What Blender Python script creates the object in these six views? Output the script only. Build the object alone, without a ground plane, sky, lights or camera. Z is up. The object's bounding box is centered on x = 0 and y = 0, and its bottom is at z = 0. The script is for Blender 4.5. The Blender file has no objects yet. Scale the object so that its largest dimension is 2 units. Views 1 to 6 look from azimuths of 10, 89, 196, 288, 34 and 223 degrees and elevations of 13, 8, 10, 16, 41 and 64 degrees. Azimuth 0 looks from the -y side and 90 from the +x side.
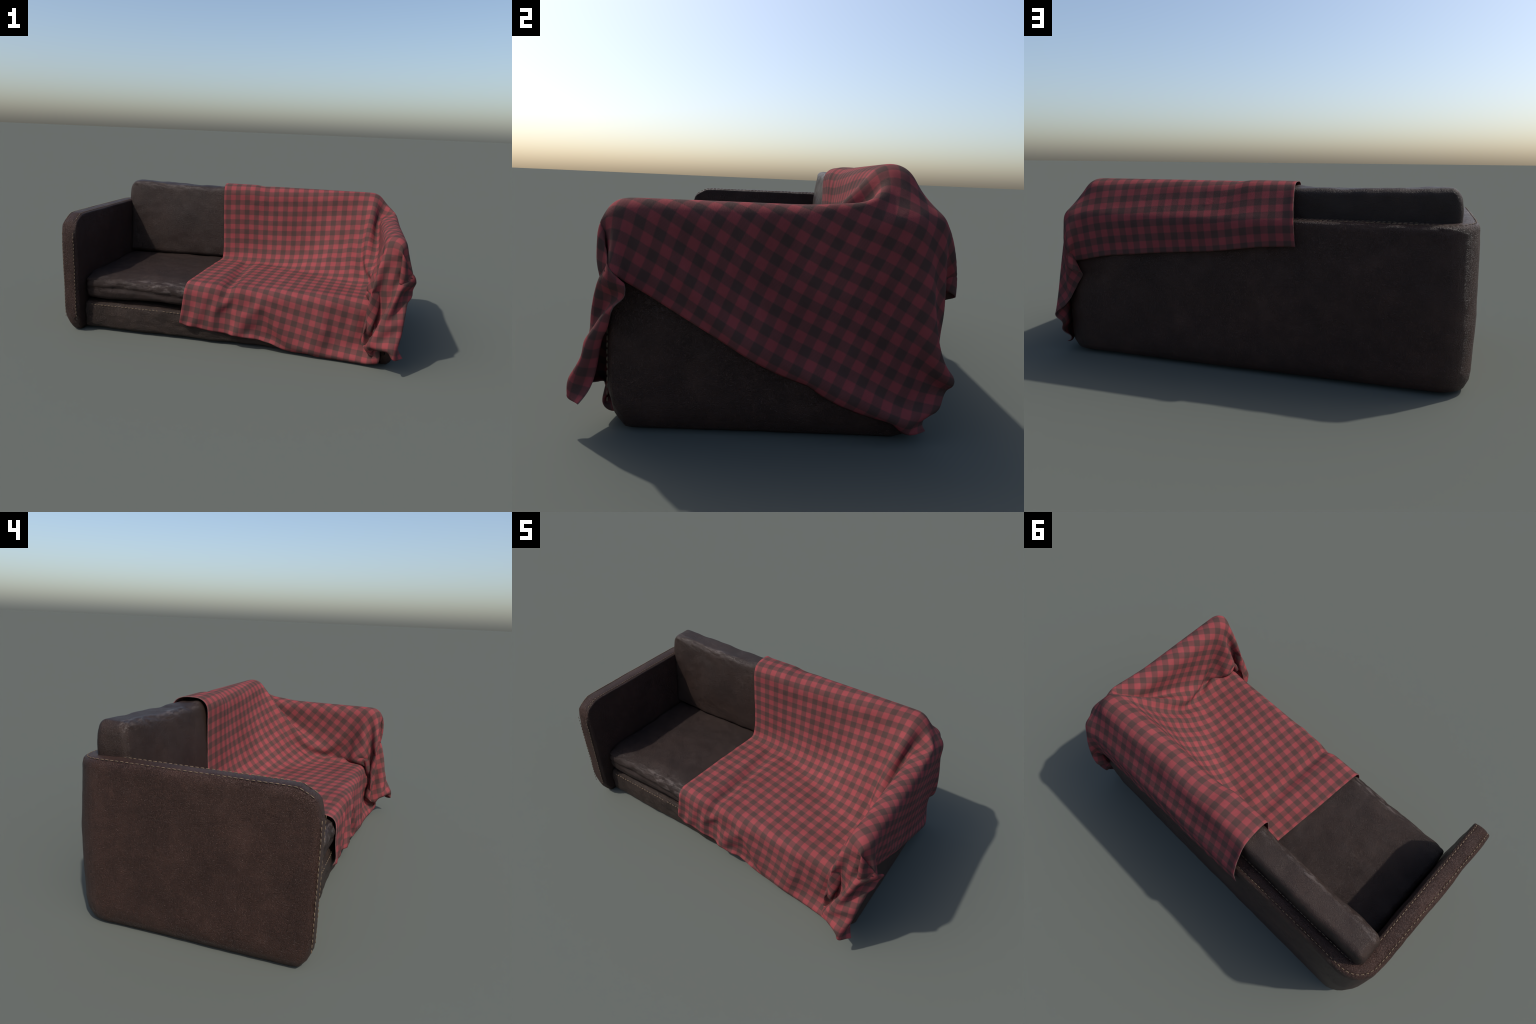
"""A two-seat brown leather sofa with a red-and-dark checked blanket thrown over
its right half.  The sofa is built from swept and rounded-box forms; the blanket
is a woven sheet relaxed over the sofa by a small position-based cloth solver."""
import bpy, math
import numpy as np
from mathutils import Vector

rng = np.random.default_rng(7)

# ----------------------------------------------------------------- utilities
def smoothstep(a, b, x):
    t = np.clip((x - a) / (b - a), 0, 1)
    return t * t * (3 - 2 * t)

_LAT = np.random.default_rng(11).random((32, 32, 32))
def value_noise(p, scale, seed=0.0):
    """Smooth lattice noise in -1..1 for an (n,3) array."""
    q = np.asarray(p) * scale + seed * np.array([7.31, 3.17, 5.71])
    i = np.floor(q).astype(int); f = q - i; f = f * f * (3 - 2 * f)
    out = 0
    for dx in (0, 1):
        for dy in (0, 1):
            for dz in (0, 1):
                w = (f[:, 0] if dx else 1 - f[:, 0]) * (f[:, 1] if dy else 1 - f[:, 1]) * (f[:, 2] if dz else 1 - f[:, 2])
                out = out + w * _LAT[(i[:, 0] + dx) % 32, (i[:, 1] + dy) % 32, (i[:, 2] + dz) % 32]
    return out * 2 - 1

def fractal(p, scale, octaves=3, seed=0.0):
    return sum(value_noise(p, scale * 2 ** k, seed + k * 1.7) / 2 ** k for k in range(octaves))

def ridge(p, scale, seed=0.0):
    """Thin creases: 1 on the zero line of the noise, 0 away from it."""
    return np.maximum(0, 1 - 3.2 * np.abs(value_noise(p, scale, seed) + .4 * value_noise(p, scale * 2.1, seed + 5)))

def vertex_normals(v, faces):
    n = np.zeros_like(v)
    f = np.array([q if len(q) == 4 else (*q, q[2]) for q in faces])
    c = np.cross(v[f[:, 2]] - v[f[:, 0]], v[f[:, 3]] - v[f[:, 1]])
    deg = np.linalg.norm(c, axis=1) < 1e-14
    c[deg] = np.cross(v[f[deg, 1]] - v[f[deg, 0]], v[f[deg, 2]] - v[f[deg, 0]])
    for k in range(4):
        np.add.at(n, f[:, k], c)
    return n / np.maximum(np.linalg.norm(n, axis=1, keepdims=True), 1e-12)

def make_object(name, v, faces, mat, parent=None, normals=None):
    me = bpy.data.meshes.new(name)
    me.from_pydata([tuple(map(float, p)) for p in v], [], [tuple(map(int, f)) for f in faces])
    me.update()
    me.polygons.foreach_set("use_smooth", [True] * len(me.polygons))
    if normals is not None:
        me.normals_split_custom_set_from_vertices([tuple(map(float, n)) for n in normals])
    me.materials.append(mat)
    ob = bpy.data.objects.new(name, me)
    bpy.context.scene.collection.objects.link(ob)
    if parent is not None:
        ob.parent = parent
    return ob

def split_object(v, faces, region, names, mat, parent):
    """Cut one smooth surface into named parts that keep the whole surface's normals."""
    nrm = vertex_normals(v, faces); out = []
    for r, name in enumerate(names):
        sub = [f for f, g in zip(faces, region) if g == r]
        used = sorted({i for f in sub for i in f}); new = {o: k for k, o in enumerate(used)}
        out.append(make_object(name, v[used], [[new[i] for i in f] for f in sub], mat, parent, nrm[used]))
    return out

def rounded_box(centre, half, radius, step):
    """Closed grid box with all edges rounded; returns verts, quads, and cube coordinates."""
    half = np.array(half, float); ax = []
    for h in half:
        n = max(3, int(round(2 * (h - radius) / step)))
        edge = np.tan(np.linspace(0, math.pi / 4, 5)[1:]) * radius
        core = np.linspace(-(h - radius), h - radius, n + 1)
        ax.append(np.concatenate([-(h - radius) - edge[::-1], core, h - radius + edge]))
    verts, index, faces = [], {}, []
    def vid(i, j, k):
        key = (i, j, k)
        if key not in index:
            index[key] = len(verts); verts.append((ax[0][i], ax[1][j], ax[2][k]))
        return index[key]
    N = [len(a) - 1 for a in ax]
    for d in range(3):
        a, b = [(1, 2), (2, 0), (0, 1)][d]
        for side in (0, N[d]):
            for i in range(N[a]):
                for j in range(N[b]):
                    q = []
                    for di, dj in ((0, 0), (1, 0), (1, 1), (0, 1)):
                        c = [0, 0, 0]; c[d] = side; c[a] = i + di; c[b] = j + dj; q.append(vid(*c))
                    faces.append(q if side else q[::-1])
    p = np.array(verts); core = np.clip(p, -(half - radius), half - radius); d = p - core
    l = np.linalg.norm(d, axis=1, keepdims=True)
    v = core + d / np.maximum(l, 1e-9) * radius
    return v + np.array(centre), faces, v / half

def resample(path, step):
    path = np.array(path, float); seg = np.linalg.norm(np.diff(path, axis=0), axis=1)
    s = np.concatenate([[0], np.cumsum(seg)]); n = max(2, int(round(s[-1] / step)))
    u = np.linspace(0, s[-1], n + 1)
    return np.stack([np.interp(u, s, path[:, k]) for k in range(path.shape[1])], 1)

# ----------------------------------------------------------------- materials
class Nodes:
    def __init__(self, name):
        self.mat = bpy.data.materials.new(name); self.mat.use_nodes = True
        self.t = self.mat.node_tree; self.bsdf = self.t.nodes["Principled BSDF"]
    def add(self, kind, **kw):
        n = self.t.nodes.new("ShaderNode" + kind)
        for k, val in kw.items():
            if k.startswith("in_"):
                key = k[3:]; key = int(key) if key.isdigit() else key.replace("_", " ")
                sock = n.inputs[key]
                if hasattr(val, "is_output"): self.t.links.new(val, sock)
                else: sock.default_value = val
            else: setattr(n, k, val)
        return n
    def link(self, a, b): self.t.links.new(a, b)
    def math(self, op, a, b=0.0, c=0.0, clamp=False):
        n = self.add("Math", operation=op, use_clamp=clamp, in_0=a, in_1=b)
        if op in ("MULTIPLY_ADD", "SMOOTH_MIN", "SMOOTH_MAX", "COMPARE"):
            if hasattr(c, "is_output"): self.link(c, n.inputs[2])
            else: n.inputs[2].default_value = c
        return n.outputs[0]
    def ramp(self, fac, stops):
        n = self.add("ValToRGB", in_0=fac); e = n.color_ramp.elements
        while len(e) < len(stops): e.new(.5)
        for el, (pos, col) in zip(e, stops):
            el.position = pos; el.color = (*col, 1) if len(col) == 3 else col
        return n.outputs[0]
    def step(self, x, lo, hi):
        n = self.add("MapRange", interpolation_type="SMOOTHSTEP", in_Value=x)
        n.inputs["From Min"].default_value = lo; n.inputs["From Max"].default_value = hi
        return n.outputs[0]
    def mix(self, fac, a, b, blend="MIX"):
        n = self.add("Mix", data_type="RGBA", blend_type=blend)
        for sock, val in ((n.inputs[0], fac), (n.inputs[6], a), (n.inputs[7], b)):
            if hasattr(val, "is_output"): self.link(val, sock)
            else: sock.default_value = val if not isinstance(val, tuple) else (*val, 1)
        return n.outputs[2]
    def noise(self, vec, scale, detail=3.0, rough=.55):
        return self.add("TexNoise", in_Vector=vec, in_Scale=scale, in_Detail=detail, in_Roughness=rough).outputs[0]

def leather(name, base, warm, pale_streak_band=None, grain=1.0, rough=.46, spec=.25):
    """Dark brown hide: cloudy tone, pebbled grain and, along one edge, paler and smoother streaks.
    pale_streak_band = (axis value y, z, radius) of that edge in object space."""
    N = Nodes(name); co = N.add("TexCoord").outputs["Object"]
    cloud = N.noise(co, 3.2, 4.0, .6); fine = N.noise(co, 26.0, 4.0, .65)
    tone = N.math("ADD", N.math("MULTIPLY", cloud, .65), N.math("MULTIPLY", fine, .35))
    col = N.ramp(tone, [(.30, tuple(c * .72 for c in base)), (.50, base), (.68, warm)])
    # fine worm-like wrinkles of the hide, stronger in some patches than in others
    w1 = N.add("TexNoise", in_Vector=co, in_Scale=105.0, in_Detail=1.5, in_Roughness=.5, in_Distortion=1.1).outputs[0]
    w2 = N.add("TexNoise", in_Vector=co, in_Scale=190.0, in_Detail=1.0, in_Roughness=.5, in_Distortion=.8).outputs[0]
    crease = N.math("MINIMUM", N.step(N.math("ABSOLUTE", N.math("SUBTRACT", w1, .5)), .0, .07), N.math("ADD", .45, N.step(N.math("ABSOLUTE", N.math("SUBTRACT", w2, .5)), .0, .08)))
    patchy = N.step(N.noise(co, 9.0, 2.0), .30, .65)
    peb = N.math("SUBTRACT", 1.0, N.math("MULTIPLY", N.math("SUBTRACT", 1.0, crease), N.math("ADD", .35, N.math("MULTIPLY", patchy, .65))))
    micro = N.noise(co, 330.0, 2.0, .6)
    height = N.math("ADD", N.math("MULTIPLY", peb, .55), N.math("MULTIPLY", micro, .45))
    col = N.mix(N.math("MULTIPLY", N.math("SUBTRACT", 1.0, peb), .22), col, tuple(c * .55 for c in base))
    rgh = N.math("ADD", rough - .10, N.math("MULTIPLY", fine, .20))
    if pale_streak_band:
        sep = N.add("SeparateXYZ", in_0=co)
        y0, z0, rad = pale_streak_band
        dy = N.math("SUBTRACT", sep.outputs[1], y0); dz = N.math("SUBTRACT", sep.outputs[2], z0)
        wob = N.math("MULTIPLY", N.math("SUBTRACT", N.noise(co, 7.0, 3.0), .5), rad * 1.7)
        dist = N.math("ADD", N.math("SQRT", N.math("ADD", N.math("MULTIPLY", dy, dy), N.math("MULTIPLY", dz, dz))), wob)
        band = N.step(dist, rad, rad * .25)
        streak = N.noise(N.add("Mapping", in_Vector=co, in_Scale=(9.0, 30.0, 30.0)).outputs[0], 2.2, 6.0, .68)
        patch = N.step(N.noise(co, 3.6, 2.0), .36, .56)
        mask = N.math("MULTIPLY", N.math("MULTIPLY", band, N.step(streak, .47, .64)), patch)
        col = N.mix(N.math("MULTIPLY", mask, .5), col, (.12, .097, .088))
        rgh = N.math("SUBTRACT", rgh, N.math("MULTIPLY", N.math("MULTIPLY", band, patch), .17))
    bump = N.add("Bump", in_Strength=.75 * grain, in_Distance=.006, in_Height=height)
    N.link(col, N.bsdf.inputs["Base Color"]); N.link(rgh, N.bsdf.inputs["Roughness"]); N.link(bump.outputs[0], N.bsdf.inputs["Normal"])
    N.bsdf.inputs["Specular IOR Level"].default_value = spec
    return N.mat

def plain(name, base, rough=.8):
    N = Nodes(name); co = N.add("TexCoord").outputs["Object"]
    col = N.ramp(N.noise(co, 90.0, 2.0), [(.3, tuple(c * .6 for c in base)), (.65, base)])
    N.link(col, N.bsdf.inputs["Base Color"]); N.bsdf.inputs["Roughness"].default_value = rough
    return N.mat

def checked_wool(name, period):
    """Gingham-like check from two crossing stripe sets in the sheet's own weave
    coordinates; where one stripe crosses the other the twill shows as a hatch."""
    N = Nodes(name); tc = N.add("TexCoord"); uv = tc.outputs["UV"]; co = tc.outputs["Object"]
    warp = N.add("VectorMath", operation="SCALE", in_0=N.add("TexNoise", in_Vector=uv, in_Scale=38.0).outputs["Color"], in_Scale=.0022).outputs[0]
    sep = N.add("SeparateXYZ", in_0=N.add("VectorMath", operation="ADD", in_0=uv, in_1=warp).outputs[0])
    def stripe(x, phase):
        f = N.math("FRACT", N.math("ADD", N.math("DIVIDE", x, period), phase))
        return N.math("MULTIPLY", N.step(f, .0, .085), N.step(f, .585, .50))
    a, b = stripe(sep.outputs[0], PHASE_S), stripe(sep.outputs[1], PHASE_T)
    diag = N.math("SINE", N.math("MULTIPLY", N.math("ADD", sep.outputs[0], sep.outputs[1]), 2 * math.pi / .0052))
    one = N.math("ABSOLUTE", N.math("SUBTRACT", a, b))
    level = N.math("MULTIPLY", N.math("ADD", a, b), .5)
    level = N.math("ADD", level, N.math("MULTIPLY", N.math("MULTIPLY", diag, one), .10))
    level = N.math("ADD", level, N.math("MULTIPLY", N.math("SUBTRACT", N.noise(uv, 420.0, 3.0, .75), .5), .34), clamp=True)
    col = N.ramp(level, [(.0, WOOL_RED), (.5, WOOL_MID), (1.0, WOOL_DARK)])
    fade = N.ramp(N.noise(uv, 5.0, 4.0, .6), [(.3, (.84, .82, .82)), (.65, (1.06, 1.06, 1.06))])
    col = N.mix(1.0, col, fade, "MULTIPLY")
    N.link(col, N.bsdf.inputs["Base Color"])
    weave = N.math("ADD", N.math("MULTIPLY", N.noise(uv, 700.0, 2.0, .7), .7), N.math("MULTIPLY", diag, .12))
    crum = N.noise(uv, 45.0, 4.0, .6)
    patchy = N.step(N.noise(uv, 6.0, 2.0), .55, .72)
    height = N.math("ADD", N.math("MULTIPLY", weave, .25), N.math("MULTIPLY", N.math("MULTIPLY", crum, patchy), 1.2))
    N.link(N.add("Bump", in_Strength=.5, in_Distance=.006, in_Height=height).outputs[0], N.bsdf.inputs["Normal"])
    N.bsdf.inputs["Roughness"].default_value = .95
    N.bsdf.inputs["Specular IOR Level"].default_value = .1
    return N.mat

PHASE_S, PHASE_T = .80, .15
WOOL_RED, WOOL_MID, WOOL_DARK = (.228, .048, .052), (.122, .043, .042), (.068, .038, .034)

hide_dark = leather("dark_brown_leather", (.031, .020, .0155), (.045, .028, .021), rough=.52, spec=.22)
hide_arm = leather("brown_leather", (.043, .0200, .0140), (.060, .0285, .0200), grain=1.35, rough=.44, spec=.28)
hide_seat = leather("seat_leather_pale_streaks", (.0205, .0121, .0097), (.0280, .0164, .0128), pale_streak_band=(-.395, .312, .060), grain=.8, rough=.58, spec=.22)
hide_back = leather("cushion_leather_pale_streaks", (.0240, .0141, .0108), (.0320, .0187, .0142), pale_streak_band=(.312, .832, .040), grain=.65, rough=.50, spec=.24)
thread = plain("tan_thread", (.150, .103, .060))
hem_edge = plain("pale_wool_edge", (.16, .085, .08), .95)
wool = checked_wool("checked_wool", .0645)
# ------------------------------------------------------------------- the sofa
sofa = bpy.data.objects.new("sofa", None); bpy.context.scene.collection.objects.link(sofa)
sofa["label"] = "brown leather two-seat sofa with slab arms and contrast stitching"
sofa["category"] = "sofa"

# Shell: one upholstered slab that runs up the left arm, round the back and down the right arm.
MID_X = -.0365                     # the sofa's own middle; the blanket's fold reaches out beyond its right arm
ARM_X, BACK_Y, FRONT_Y, CORNER = .9145, .480, -.474, .092
ARM_HALF, BACK_HALF, ARM_TOP, BACK_TOP = .0435, .035, .705, .695
def plan_path():
    left = [(-ARM_X, FRONT_Y + d) for d in (0, .002, .006, .012, .02, .032, .048, .066, .088, .115)]
    left += [(-ARM_X, y) for y in np.arange(FRONT_Y + .135, BACK_Y - CORNER, .014)]
    arc = [(-ARM_X + CORNER * (1 - math.cos(a)), BACK_Y - CORNER + CORNER * math.sin(a)) for a in np.linspace(0, math.pi / 2, 9)]
    back = [(x, BACK_Y) for x in np.arange(-ARM_X + CORNER + .014, 0, .014)] + [(0, BACK_Y)]
    half = left + arc + back
    return np.array(half + [(-x, y) for x, y in half[-2::-1]]) + np.array([MID_X, 0])
def shell_section(half_out, half_in, top, bot, k):
    """Closed (offset, height) loop: chamfered foot, bulged outer face, rolled top with two seam grooves."""
    H = top - bot; o, i = half_out, half_in; g = .0045 * k
    out_side = [(o - .040 * k, bot), (o - .022 * k, bot + .016 * k), (o - .006 * k, bot + .048 * k), (o, bot + .085 * k)]
    out_side += [(o + .003 * k * math.sin(math.pi * u), bot + .085 * k + (H - .085 * k - .040 * k) * u) for u in np.linspace(0, 1, 40)[1:]]
    roll = [(o - .018 * k * (1 - math.cos(a)), top - .036 * k + .034 * k * math.sin(a)) for a in np.linspace(0, math.pi / 2 * .93, 7)]
    seam_o = [(o - .018 * k, top - .0015), (o - .020 * k, top - .0015 - g), (o - .0225 * k, top - .0005)]
    w = o + i
    flat = [(o - .0225 * k - (w - .038 * k) * u, top + .003 * k * math.sin(math.pi * u)) for u in np.linspace(0, 1, 7)[1:]]
    seam_i = [(-i + .0135 * k, top - .0005 - g), (-i + .011 * k, top - .002)]
    roll_i = [(-i + .011 * k * (1 - math.sin(a)), top - .002 - .012 * k * (1 - math.cos(a))) for a in np.linspace(0, math.pi / 2, 4)[1:]]
    in_side = [(-i, top - .014 * k - (H - .03 * k - .014 * k) * u) for u in np.linspace(0, 1, 30)[1:]] + [(-i + .012 * k, bot)]
    return np.array(out_side + roll + seam_o + flat + seam_i + roll_i + in_side)
def front_outline(d):
    """Top and bottom of the slab at distance d behind its front edge."""
    top = np.interp(d, [0, .006, .022, .055, .088, .14], [ARM_TOP - .125, ARM_TOP - .088, ARM_TOP - .040, ARM_TOP - .019, ARM_TOP - .003, ARM_TOP])
    bot = np.interp(d, [0, .02, .046, .07], [.085, .040, .004, .0])
    return top, bot
path = plan_path(); tang = np.gradient(path, axis=0); tang /= np.linalg.norm(tang, axis=1, keepdims=True)
outw = np.stack([-tang[:, 1], tang[:, 0]], 1)
seg = np.concatenate([[0], np.cumsum(np.linalg.norm(np.diff(path, axis=0), axis=1))])
shell_v, seam_out, seam_in, K = [], [], [], None
for n, (p, o) in enumerate(zip(path, outw)):
    d = min(seg[n], seg[-1] - seg[n]); top, bot = front_outline(d)
    back_w = float(smoothstep(.80, 1.02, d))
    half = ARM_HALF + (BACK_HALF - ARM_HALF) * back_w
    top -= (ARM_TOP - BACK_TOP) * back_w
    if p[0] > 0 and back_w < 1:
        top -= .009 * (1 - back_w); half_in_cut = .010 * (1 - back_w)   # the blanket presses the right arm's padding down
    else:
        half_in_cut = 0
    half_in_cut -= .006 + .004 * back_w                            # the arms are thicker towards the seat
    pinch = .018 * (1 - smoothstep(0, .022, d)) ** 1.5
    sec = shell_section(half - pinch, half - pinch - half_in_cut, top, bot, 1.0)
    K = len(sec)
    sec[:, 0] += np.where(sec[:, 0] > 0, back_w * .017 * smoothstep(.69, .38, sec[:, 1]), 0)
    shell_v.append(np.c_[p[0] + o[0] * sec[:, 0], p[1] + o[1] * sec[:, 0], sec[:, 1]])
    seam_out.append(np.r_[p + o * (half - pinch - .020), top]); seam_in.append(np.r_[p - o * (half - pinch - half_in_cut - .0125), top])
rows = len(shell_v); sv = np.concatenate(shell_v); faces, region = [], []
for n in range(rows - 1):
    mid = path[n:n + 2].mean(0)
    r = 1 if mid[1] > BACK_Y - CORNER * .55 + 0 and abs(mid[0] - MID_X) < ARM_X - CORNER * .25 else (0 if mid[0] < MID_X else 2)
    for k in range(K):
        a, b = n * K + k, n * K + (k + 1) % K
        faces.append((a, b, b + K, a + K)); region.append(r)
for n, r in ((0, 0), (rows - 1, 2)):
    base = n * K
    i, j = 0, K - 1
    while j - i > 1:
        q = (base + i, base + j, base + j - 1, base + i + 1) if j - i > 2 else (base + i, base + j, base + i + 1)
        faces.append(q if n == 0 else q[::-1]); region.append(r); i += 1; j -= 1
nrm = vertex_normals(sv, faces)
if (nrm * (sv - sv.mean(0)))[:, 2][sv[:, 2] > .69].mean() < 0:
    faces = [f[::-1] for f in faces]; nrm = -nrm
soft = fractal(sv, 5.5, 3, 2.0) * .0020 + fractal(sv, 17, 2, 6.0) * .0010
near_top = smoothstep(.58, .70, sv[:, 2]) * .7 + .25
crease = ridge(sv * np.array([1, 1, 1.4]), 13.0, 3.0) * .0024 * near_top * (np.abs(nrm[:, 2]) < .9)
sv = sv + nrm * (soft - crease)[:, None]
sv[:, 2] = np.maximum(sv[:, 2], 0.0)
arm_l, panel, arm_r = split_object(sv, faces, region, ["arm", "back_panel", "arm"], hide_arm, sofa)

def cushion(name, centre, half, radius, step, shape, mat, wrinkle, lip=None):
    v, f, c = rounded_box(centre, half, radius, step)
    v = shape(v, c); n = vertex_normals(v, f)
    edge = np.clip(np.sort(np.abs(c), axis=1)[:, 1], 0, 1) ** 5          # near the seams of the case
    d = fractal(v, 5.0, 3, wrinkle) * .0055 + fractal(v, 18, 2, wrinkle + 3) * .0014
    d -= ridge(v, 9.0, wrinkle + 1) * .0022 * edge + ridge(v, 23.0, wrinkle + 8) * .0010 * edge
    if lip:                                                              # puckered, slept-on front lip
        y0, z0, rad, amp = lip
        m = np.exp(-(((v[:, 1] - y0) ** 2 + (v[:, 2] - z0) ** 2) / rad ** 2))
        stretched = v * np.array([1.0, 2.2, 2.2])
        d += m * amp * (fractal(stretched, 11.0, 3, wrinkle + 2) - 1.1 * ridge(stretched, 8.0, wrinkle + 6))
    return make_object(name, v + n * d[:, None], f, mat, sofa)

# Back cushions lean back: front face slopes, crisp front top edge, rounded rear.
def back_shape(side):
    def shape(v, c):
        v = v.copy(); z = c[:, 2]; x = c[:, 0] * side          # x = +1 at the arm
        v[:, 1] += .020 * z * smoothstep(.6, -1, c[:, 1]) - .016 * np.maximum(0, -c[:, 1]) * (1 - z * z) * (1 - x * x)
        v[:, 2] += -.006 * np.maximum(0, z) * (1 - x * x) + .006 * np.maximum(0, z) * x
        v[:, 0] += side * (.010 * np.exp(-((z - .62) / .3) ** 2) - .012 * smoothstep(.8, 1, z)) * np.maximum(0, x)
        return v
    return shape
cushion("back_cushion", (-.447, .366, .588), (.463, .078, .245), .030, .010, back_shape(-1), hide_back, 3.0, (.305, .832, .045, .0048))
cushion("back_cushion", (.425, .374, .573), (.390, .063, .248), .06, .013, back_shape(1), hide_back, 5.0)

# Seat cushions: puffed top, soft nose that sags at the front.
def seat_shape(side):
    def shape(v, c):
        v = v.copy(); x, y, z = c[:, 0] * side, c[:, 1], c[:, 2]
        v[:, 2] += .006 * np.maximum(0, z) * (1 - x ** 4) * (1 - y ** 4) - .016 * np.maximum(0, z) * smoothstep(-.72, -1.0, y)
        v[:, 1] += .007 * smoothstep(-.9, -1, y) * np.exp(-((v[:, 2] - .262 - .008 * np.sin(v[:, 0] * 7)) / .008) ** 2)
        v[:, 1] -= .014 * smoothstep(-.8, -1, y) * (1 - (z + .15) ** 2) * (1 - .6 * x ** 4)
        v[:, 2] += .006 * np.sin(v[:, 0] * 9 + side) * smoothstep(-.6, -1, y) * np.minimum(0, z) * -1
        return v
    return shape
cushion("seat_cushion", (-.474, -.041, .269), (.424, .355, .072), .030, .009, seat_shape(-1), hide_seat, 8.0, (-.405, .285, .06, .0060))
cushion("seat_cushion", (.415, -.034, .252), (.400, .344, .072), .045, .013, seat_shape(1), hide_seat, 10.0)

# Plinth below the cushions, with a rolled and stitched upper front edge.
def plinth_shape(v, c):
    v = v.copy()
    v[:, 2] = np.where(c[:, 1] < -.9, v[:, 2] - .004 * np.maximum(0, c[:, 2]), v[:, 2])
    v[:, 1] -= .012 * smoothstep(-.9, -1, c[:, 1]) * (1 - c[:, 2] ** 2)
    return v
plinth = cushion("plinth", (MID_X, -.02, .095), (.866, .380, .084), .022, .010, plinth_shape, hide_dark, 15.0, (-.405, .085, .06, .0050))

# Contrast stitching: short rounded threads laid along every visible seam.
def stitches(name, runs, pitch=.0215, length=.0145, thick=.0020):
    V, F = [], []
    for run, up in runs:
        pts = resample(run, pitch)
        for a, b in zip(pts[:-1], pts[1:]):
            d = b - a; d /= np.linalg.norm(d); u = np.cross(np.cross(d, up), d); u /= np.linalg.norm(u); w = np.cross(d, u)
            m = (a + b) / 2 + u * .0006 + w * rng.normal(0, .0004); L = length * rng.uniform(.9, 1.08) / 2; base = len(V)
            for q, r in ((-1, .35), (-.8, .85), (0, 1.0), (.8, .85), (1, .35)):
                for k in range(6):
                    an = k * math.pi / 3
                    V.append(m + d * L * q + (u * math.sin(an) * .8 + w * math.cos(an)) * thick * r - u * .0008 * (1 - r))
            for s_ in range(4):
                for k in range(6):
                    F.append((base + s_ * 6 + k, base + s_ * 6 + (k + 1) % 6, base + s_ * 6 + 6 + (k + 1) % 6, base + s_ * 6 + 6 + k))
            F.append(tuple(base + k for k in range(5, -1, -1))); F.append(tuple(base + 24 + k for k in range(6)))
    ob = make_object(name, np.array(V), F, thread, sofa); ob["kind"] = "stuff"
    return ob
so, si = np.array(seam_out), np.array(seam_in)
keep = np.minimum(seg, seg[-1] - seg) > .03
runs = [(so[keep], np.array([0, 0, 1.0])), (si[keep], np.array([0, 0, 1.0]))]
for side in (-1, 1):
    z = np.linspace(ARM_TOP - .10, .09, 30)
    for off, up in ((.031, (side * .75, -.66, 0)), (-.034, (-side * .75, -.66, 0))):
        runs.append((np.c_[np.full(30, MID_X + side * (ARM_X + off)), np.full(30, FRONT_Y + .0005), z], np.array(up)))
stitches("stitching", runs)
stitches("stitching", [(np.c_[np.linspace(-.86, .80, 60), np.full(60, -.4045), np.full(60, .160)], np.array([0, -.6, .8]))])
# ---------------------------------------------------------------- the blanket
S_LEN, T_LEN = 1.75, 1.79
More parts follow.
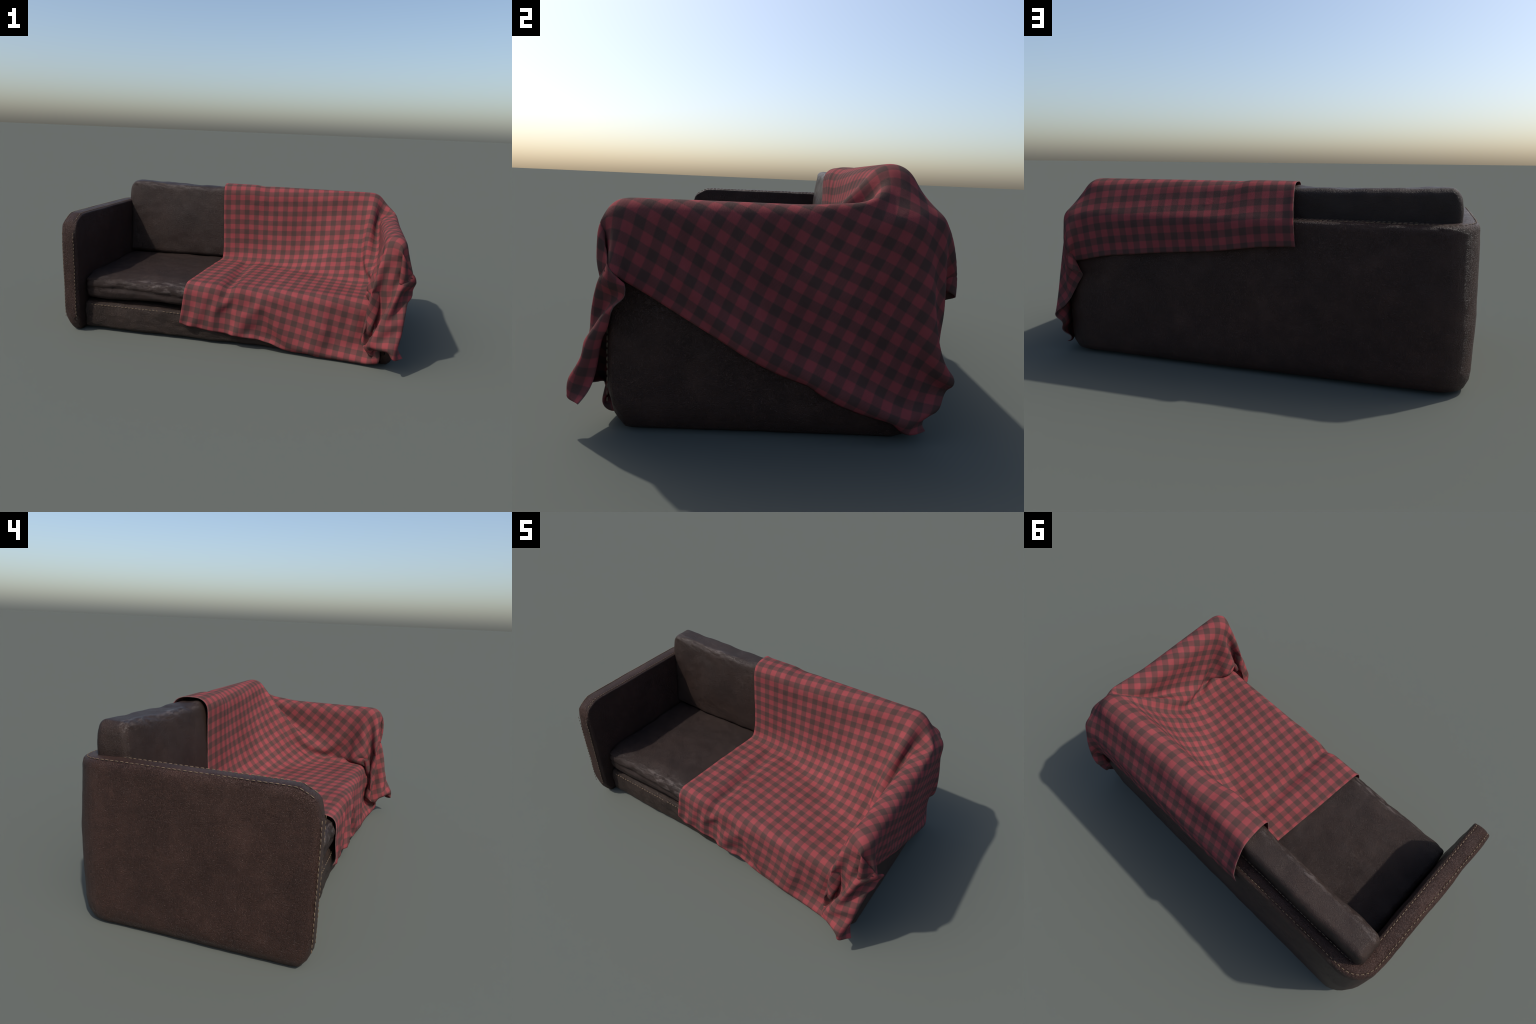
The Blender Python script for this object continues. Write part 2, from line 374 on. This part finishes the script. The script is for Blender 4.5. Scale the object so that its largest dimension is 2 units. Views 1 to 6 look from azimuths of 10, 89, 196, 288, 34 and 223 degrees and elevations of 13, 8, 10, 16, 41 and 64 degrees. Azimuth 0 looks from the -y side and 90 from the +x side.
# (s, t, x, y, z, hold)   s: from the left edge, t: from the back hem
GUIDES = [
    # left edge, from the back hem over the cushion to the front hem
    (0, 0, -.269, .532, .580, 1), (0, .14, -.255, .527, .712, 1), (0, .27, -.243, .458, .838, 1), (0, .40, -.236, .306, .846, 1),
    (0, .52, -.233, .294, .725, .6), (0, .64, -.230, .282, .600, 1), (0, .76, -.228, .272, .480, .6), (0, .88, -.226, .250, .368, .7), (0, 1.05, -.232, .10, .356, .6), (0, 1.22, -.245, -.075, .354, 1), (0, 1.565, -.263, -.412, .332, 1), (0, T_LEN, -.297, -.416, .112, 1),
    # back hem, then down the rear corner in two folds
    (.40, 0, .131, .528, .540, 1), (.77, 0, .503, .530, .498, 1), (1.05, 0, .782, .530, .459, 1), (1.16, 0, .789, .612, .412, 1),
    (1.34, 0, .816, .548, .322, 1), (1.57, 0, .871, .592, .166, 1), (1.66, 0, .90, .545, .105, .5), (S_LEN, 0, .915, .502, .042, 1),
    # right edge, falling across the outer face of the arm, tucked round its front, then out to the fold
    (S_LEN, .12, .932, .403, .076, 1), (S_LEN, .40, .934, .144, .179, 1), (S_LEN, .72, .934, -.147, .318, 1), (S_LEN, 1.005, .934, -.407, .452, 1),
    (S_LEN, 1.18, .875, -.487, .43, .5), (S_LEN, 1.35, 1.018, -.376, .487, 1), (S_LEN, 1.42, .979, -.425, .428, .8), (S_LEN, 1.49, .944, -.455, .376, .8),
    (S_LEN, 1.56, .927, -.482, .318, .8), (S_LEN, 1.63, .912, -.495, .256, .8), (S_LEN, T_LEN, .951, -.550, .099, 1),
    # front hem: shallow pleat below the cushion gap, then the gathered flap at the arm
    (.09, T_LEN, -.214, -.424, .099, 1), (.20, T_LEN, -.10, -.430, .082, .7), (.25, T_LEN, -.058, -.420, .077, 1), (.38, T_LEN, .06, -.438, .075, 1), (.46, T_LEN, .142, -.442, .074, 1),
    (.50, T_LEN, .178, -.428, .074, 1), (.56, T_LEN, .235, -.441, .064, 1), (.80, T_LEN, .470, -.438, .022, 1), (1.0, T_LEN, .669, -.436, .009, 1), (1.15, T_LEN, .826, -.440, .035, 1),
    (1.21, T_LEN, .855, -.458, .07, .6), (1.29, T_LEN, .790, -.475, .105, .5), (1.35, T_LEN, .845, -.478, .115, .5), (1.45, T_LEN, .772, -.497, .122, 1), (1.52, T_LEN, .81, -.50, .127, 1), (1.60, T_LEN, .868, -.55, .144, 1), (1.67, T_LEN, .892, -.616, .110, 1),
    # ridge of the flap
    (1.60, 1.40, .885, -.502, .480, .8), (1.64, 1.60, .887, -.554, .29, .5), (1.66, 1.40, .915, -.478, .46, .4), (1.68, 1.50, .905, -.486, .37, .4),
    # crest between the front panel and the flap
    (1.36, 1.40, .796, -.456, .405, .4), (1.41, 1.55, .772, -.468, .278, .4),
    # ridge of the arm
    (1.25, .58, .875, .17, .705, .5), (1.35, .78, .875, -.06, .711, .5), (1.46, .985, .875, -.30, .713, .5), (1.53, 1.12, .880, -.42, .70, .25), (1.57, 1.23, .895, -.466, .62, .6),
    (1.61, 1.16, .925, -.464, .62, .4), (1.66, 1.27, .920, -.474, .55, .3), (1.58, 1.31, .885, -.484, .56, .5), (1.51, 1.21, .815, -.472, .61, .4), (1.60, 1.05, .932, -.38, .64, .3), (1.42, 1.0, .813, -.29, .66, .3), (1.31, .80, .813, -.06, .66, .3), (1.44, 1.13, .813, -.41, .64, .3),
    # shoulder behind the arm and ridge of the back cushion
    (1.14, .26, .850, .508, .685, .6), (1.05, .42, .80, .385, .836, .6), (.75, .33, .5, .46, .82, .4), (.75, .44, .5, .36, .850, .4),
    (.38, .33, .125, .455, .800, .4), (.37, .44, .125, .34, .828, .4), (.15, .36, -.09, .40, .852, .15),
    # seat: front edge, and the valley over the gap between the cushions
    (1.05, 1.46, .77, -.415, .330, .6), (.77, 1.46, .5, -.425, .330, .4), (.85, 1.62, .58, -.462, .18, .3), (.245, 1.545, -.022, -.385, .312, .9), (.24, 1.42, -.019, -.26, .326, .8), (.24, 1.28, -.017, -.121, .342, .5),
    (.16, 1.54, -.10, -.40, .335, .4), (.33, 1.53, .06, -.40, .340, .4),
    (.75, 1.2, .52, -.15, .36, 0), (.75, .90, .52, .098, .466, .35), (.62, .95, .395, .085, .402, .2), (.9, 1.0, .655, -.03, .416, .25), (.75, .7, .5, .26, .62, 0), (1.0, 1.2, .73, -.15, .37, 0), (1.0, .66, .76, .182, .680, .25), (1.0, .8, .735, .08, .585, .25), (1.0, .9, .74, .028, .507, .25), (1.0, 1.0, .745, -.045, .432, .25), (.88, .85, .63, .09, .53, .25), (1.22, 1.10, .80, -.30, .45, 0), (1.36, 1.2, .80, -.42, .53, 0),
    # hanging pleat
    (.24, 1.66, -.068, -.412, .225, .6), (.37, 1.66, .07, -.446, .225, .4), (.49, 1.62, .186, -.424, .262, .7), (.55, 1.62, .245, -.446, .25, .4),
]
GUIDES=np.array(GUIDES,float)

BOXES = [  # stand-ins for the sofa while the sheet settles: centre, half size, rounding
    ((-.05, .487, .345), (.925, .038, .349), .025),       # back panel
    ((.8735, -.005, .351), (.0475, .468, .351), .044),     # arm
    ((-.445, .364, .59), (.480, .080, .249), .05),    # back cushions
    ((.425, .374, .583), (.405, .073, .253), .072),
    ((-.475, -.06, .258), (.435, .350, .082), .045),  # seat cushions
    ((.435, -.06, .258), (.435, .350, .082), .045),
    ((0, 0, .085), (.9, .410, .085), .02),            # plinth
]
def collide(p, gap, fr, old):
    best=np.full(p.shape[:-1],9.); g=np.zeros_like(p)
    for c,h,r in BOXES:
        d=p-np.array(c); sg=np.where(d<0,-1.,1.); q=np.abs(d)-np.array(h)+r
        o=np.maximum(q,0); l=np.sqrt((o*o).sum(-1)); m=q.max(-1); sd=l+np.minimum(m,0)-r
        ax=(q==m[...,None])&(l[...,None]<1e-9)
        n=np.where(l[...,None]>1e-9,o/np.maximum(l,1e-9)[...,None],ax)*sg
        k=sd<best; best=np.where(k,sd,best); g=np.where(k[...,None],n,g)
    w=np.maximum(gap-best,0)
    hit=(w>0)[...,None]
    mv=p-old; tang=mv-(mv*g).sum(-1,keepdims=True)*g
    p=p+w[...,None]*g-np.where(hit,fr*tang,0)
    p[...,2]=np.maximum(p[...,2],.004); p[...,0]=np.minimum(p[...,0],1.0); p[...,1]=np.clip(p[...,1],-.612,.602)
    return p
def tps(u,g):
    X=g[:,:2]; n=len(g)
    def ph(a,b):
        r2=((a[:,None]-b[None])**2).sum(-1); return .5*r2*np.log(r2+1e-12)
    K=ph(X,X)+np.eye(n)*1e-4; Pm=np.c_[np.ones(n),X]
    A=np.block([[K,Pm],[Pm.T,np.zeros((3,3))]]); w=np.linalg.solve(A,np.r_[g[:,2:5],np.zeros((3,3))])
    return ph(u,X)@w[:n]+np.c_[np.ones(len(u)),u]@w[n:]
def pair(P,a,b,L,k):
    d=P[b]-P[a]; l=np.sqrt((d*d).sum(-1,keepdims=True)); c=d*(.5*k*(1-L/np.maximum(l,1e-9)))
    P[a]+=c; P[b]-=c
sl=slice
def relax(P,ds,dt,steps,iters,grav,pin,gap=.010,bend=.12,shear=.15,fr=.4,damp=.9,comp=1.):
    V=np.zeros_like(P); dg=np.hypot(ds,dt)
    pi,pj,pt,pk=pin
    nI,nJ=P.shape[:2]
    for st in range(steps):
        old=P.copy(); V*=damp; V[...,2]-=grav; P=P+V
        for it in range(iters):
            for o in (0,1):
                n=(nI-o)//2*2; pair(P,(sl(o,o+n,2),),(sl(o+1,o+n,2),),ds,1.)
                n=(nJ-o)//2*2; pair(P,(sl(None),sl(o,o+n,2)),(sl(None),sl(o+1,o+n,2)),dt,1.)
                n=(nI-o)//2*2
                pair(P,(sl(o,o+n,2),sl(0,nJ-1)),(sl(o+1,o+n,2),sl(1,nJ)),dg,shear)
                pair(P,(sl(o,o+n,2),sl(1,nJ)),(sl(o+1,o+n,2),sl(0,nJ-1)),dg,shear)
            for o in range(4):
                a=np.arange(o,nI-2,4); pair(P,(a,),(a+2,),2*ds,bend)
                a=np.arange(o,nJ-2,4); pair(P,(sl(None),a),(sl(None),a+2),2*dt,bend)
            np.add.at(P,(pi,pj),pk[:,None]*(pt-P[pi,pj]))
        P=collide(P,gap,fr,old)
        V=P-old
        sp=np.sqrt((V*V).sum(-1,keepdims=True)); V*=np.minimum(1,.01/np.maximum(sp,1e-9))
    return P
def pins(ni,nj,scale):
    g=GUIDES[GUIDES[:,5]>0]
    return (np.rint(g[:,0]/S_LEN*(ni-1)).astype(int),np.rint(g[:,1]/T_LEN*(nj-1)).astype(int),g[:,2:5],g[:,5]*scale)
def up(P):
    def u(P):
        a=P[:-1];b=P[1:]
        pm=np.concatenate([2*P[:1]-P[1:2],P,2*P[-1:]-P[-2:-1]])
        mid=(-pm[:-3]+9*pm[1:-2]+9*pm[2:-1]-pm[3:])/16
        R=np.empty((2*len(P)-1,)+P.shape[1:]);R[::2]=P;R[1::2]=mid;return R
    return u(u(P).swapaxes(0,1)).swapaxes(0,1)
def drape():
    ni,nj=55,57
    s=np.linspace(0,S_LEN,ni);t=np.linspace(0,T_LEN,nj)
    uu=np.stack(np.meshgrid(s,t,indexing='ij'),-1).reshape(-1,2)
    P=tps(uu,GUIDES).reshape(ni,nj,3)
    P=collide(P,.009,0,P)
    P=relax(P,s[1],t[1],220,10,.0006,pins(ni,nj,.3))
    P=up(P); ni,nj=P.shape[:2]
    P=relax(P,S_LEN/(ni-1),T_LEN/(nj-1),70,8,.0003,pins(ni,nj,.2))
    P=relax(P,S_LEN/(ni-1),T_LEN/(nj-1),25,8,.0001,pins(ni,nj,.08))
    return P

def smooth(P, n=1, k=.5):
    for _ in range(n):
        A = P.copy(); A[1:-1] = P[1:-1] * (1 - k) + k * .5 * (P[2:] + P[:-2])
        B = A.copy(); B[:, 1:-1] = A[:, 1:-1] * (1 - k) + k * .5 * (A[:, 2:] + A[:, :-2]); P = B
    return P
sheet = smooth(drape(), 2); sheet = up(sheet)
ni, nj = sheet.shape[:2]
idx = np.arange(ni * nj).reshape(ni, nj)
quads = np.stack([idx[:-1, :-1], idx[:-1, 1:], idx[1:, 1:], idx[1:, :-1]], -1).reshape(-1, 4)
blanket = make_object("blanket", sheet.reshape(-1, 3), quads, wool)
nz = np.array([p.normal[2] for p in blanket.data.polygons]).mean()
if nz < 0:
    blanket.data.flip_normals()
# weave coordinates in metres: along the sheet's width and length
layer = blanket.data.uv_layers.new(name="weave")
loop_v = np.zeros(len(blanket.data.loops), int); blanket.data.loops.foreach_get("vertex_index", loop_v)
su, tv = np.divmod(loop_v, nj)
layer.data.foreach_set("uv", np.stack([su / (ni - 1) * S_LEN, tv / (nj - 1) * T_LEN], 1).ravel())
blanket.data.materials.append(hem_edge)
sol = blanket.modifiers.new("cloth thickness", "SOLIDIFY"); sol.thickness = .0035; sol.offset = 0; sol.material_offset_rim = 1
blanket["label"] = "red and dark checked wool throw blanket draped over sofa"
blanket["category"] = "blanket"
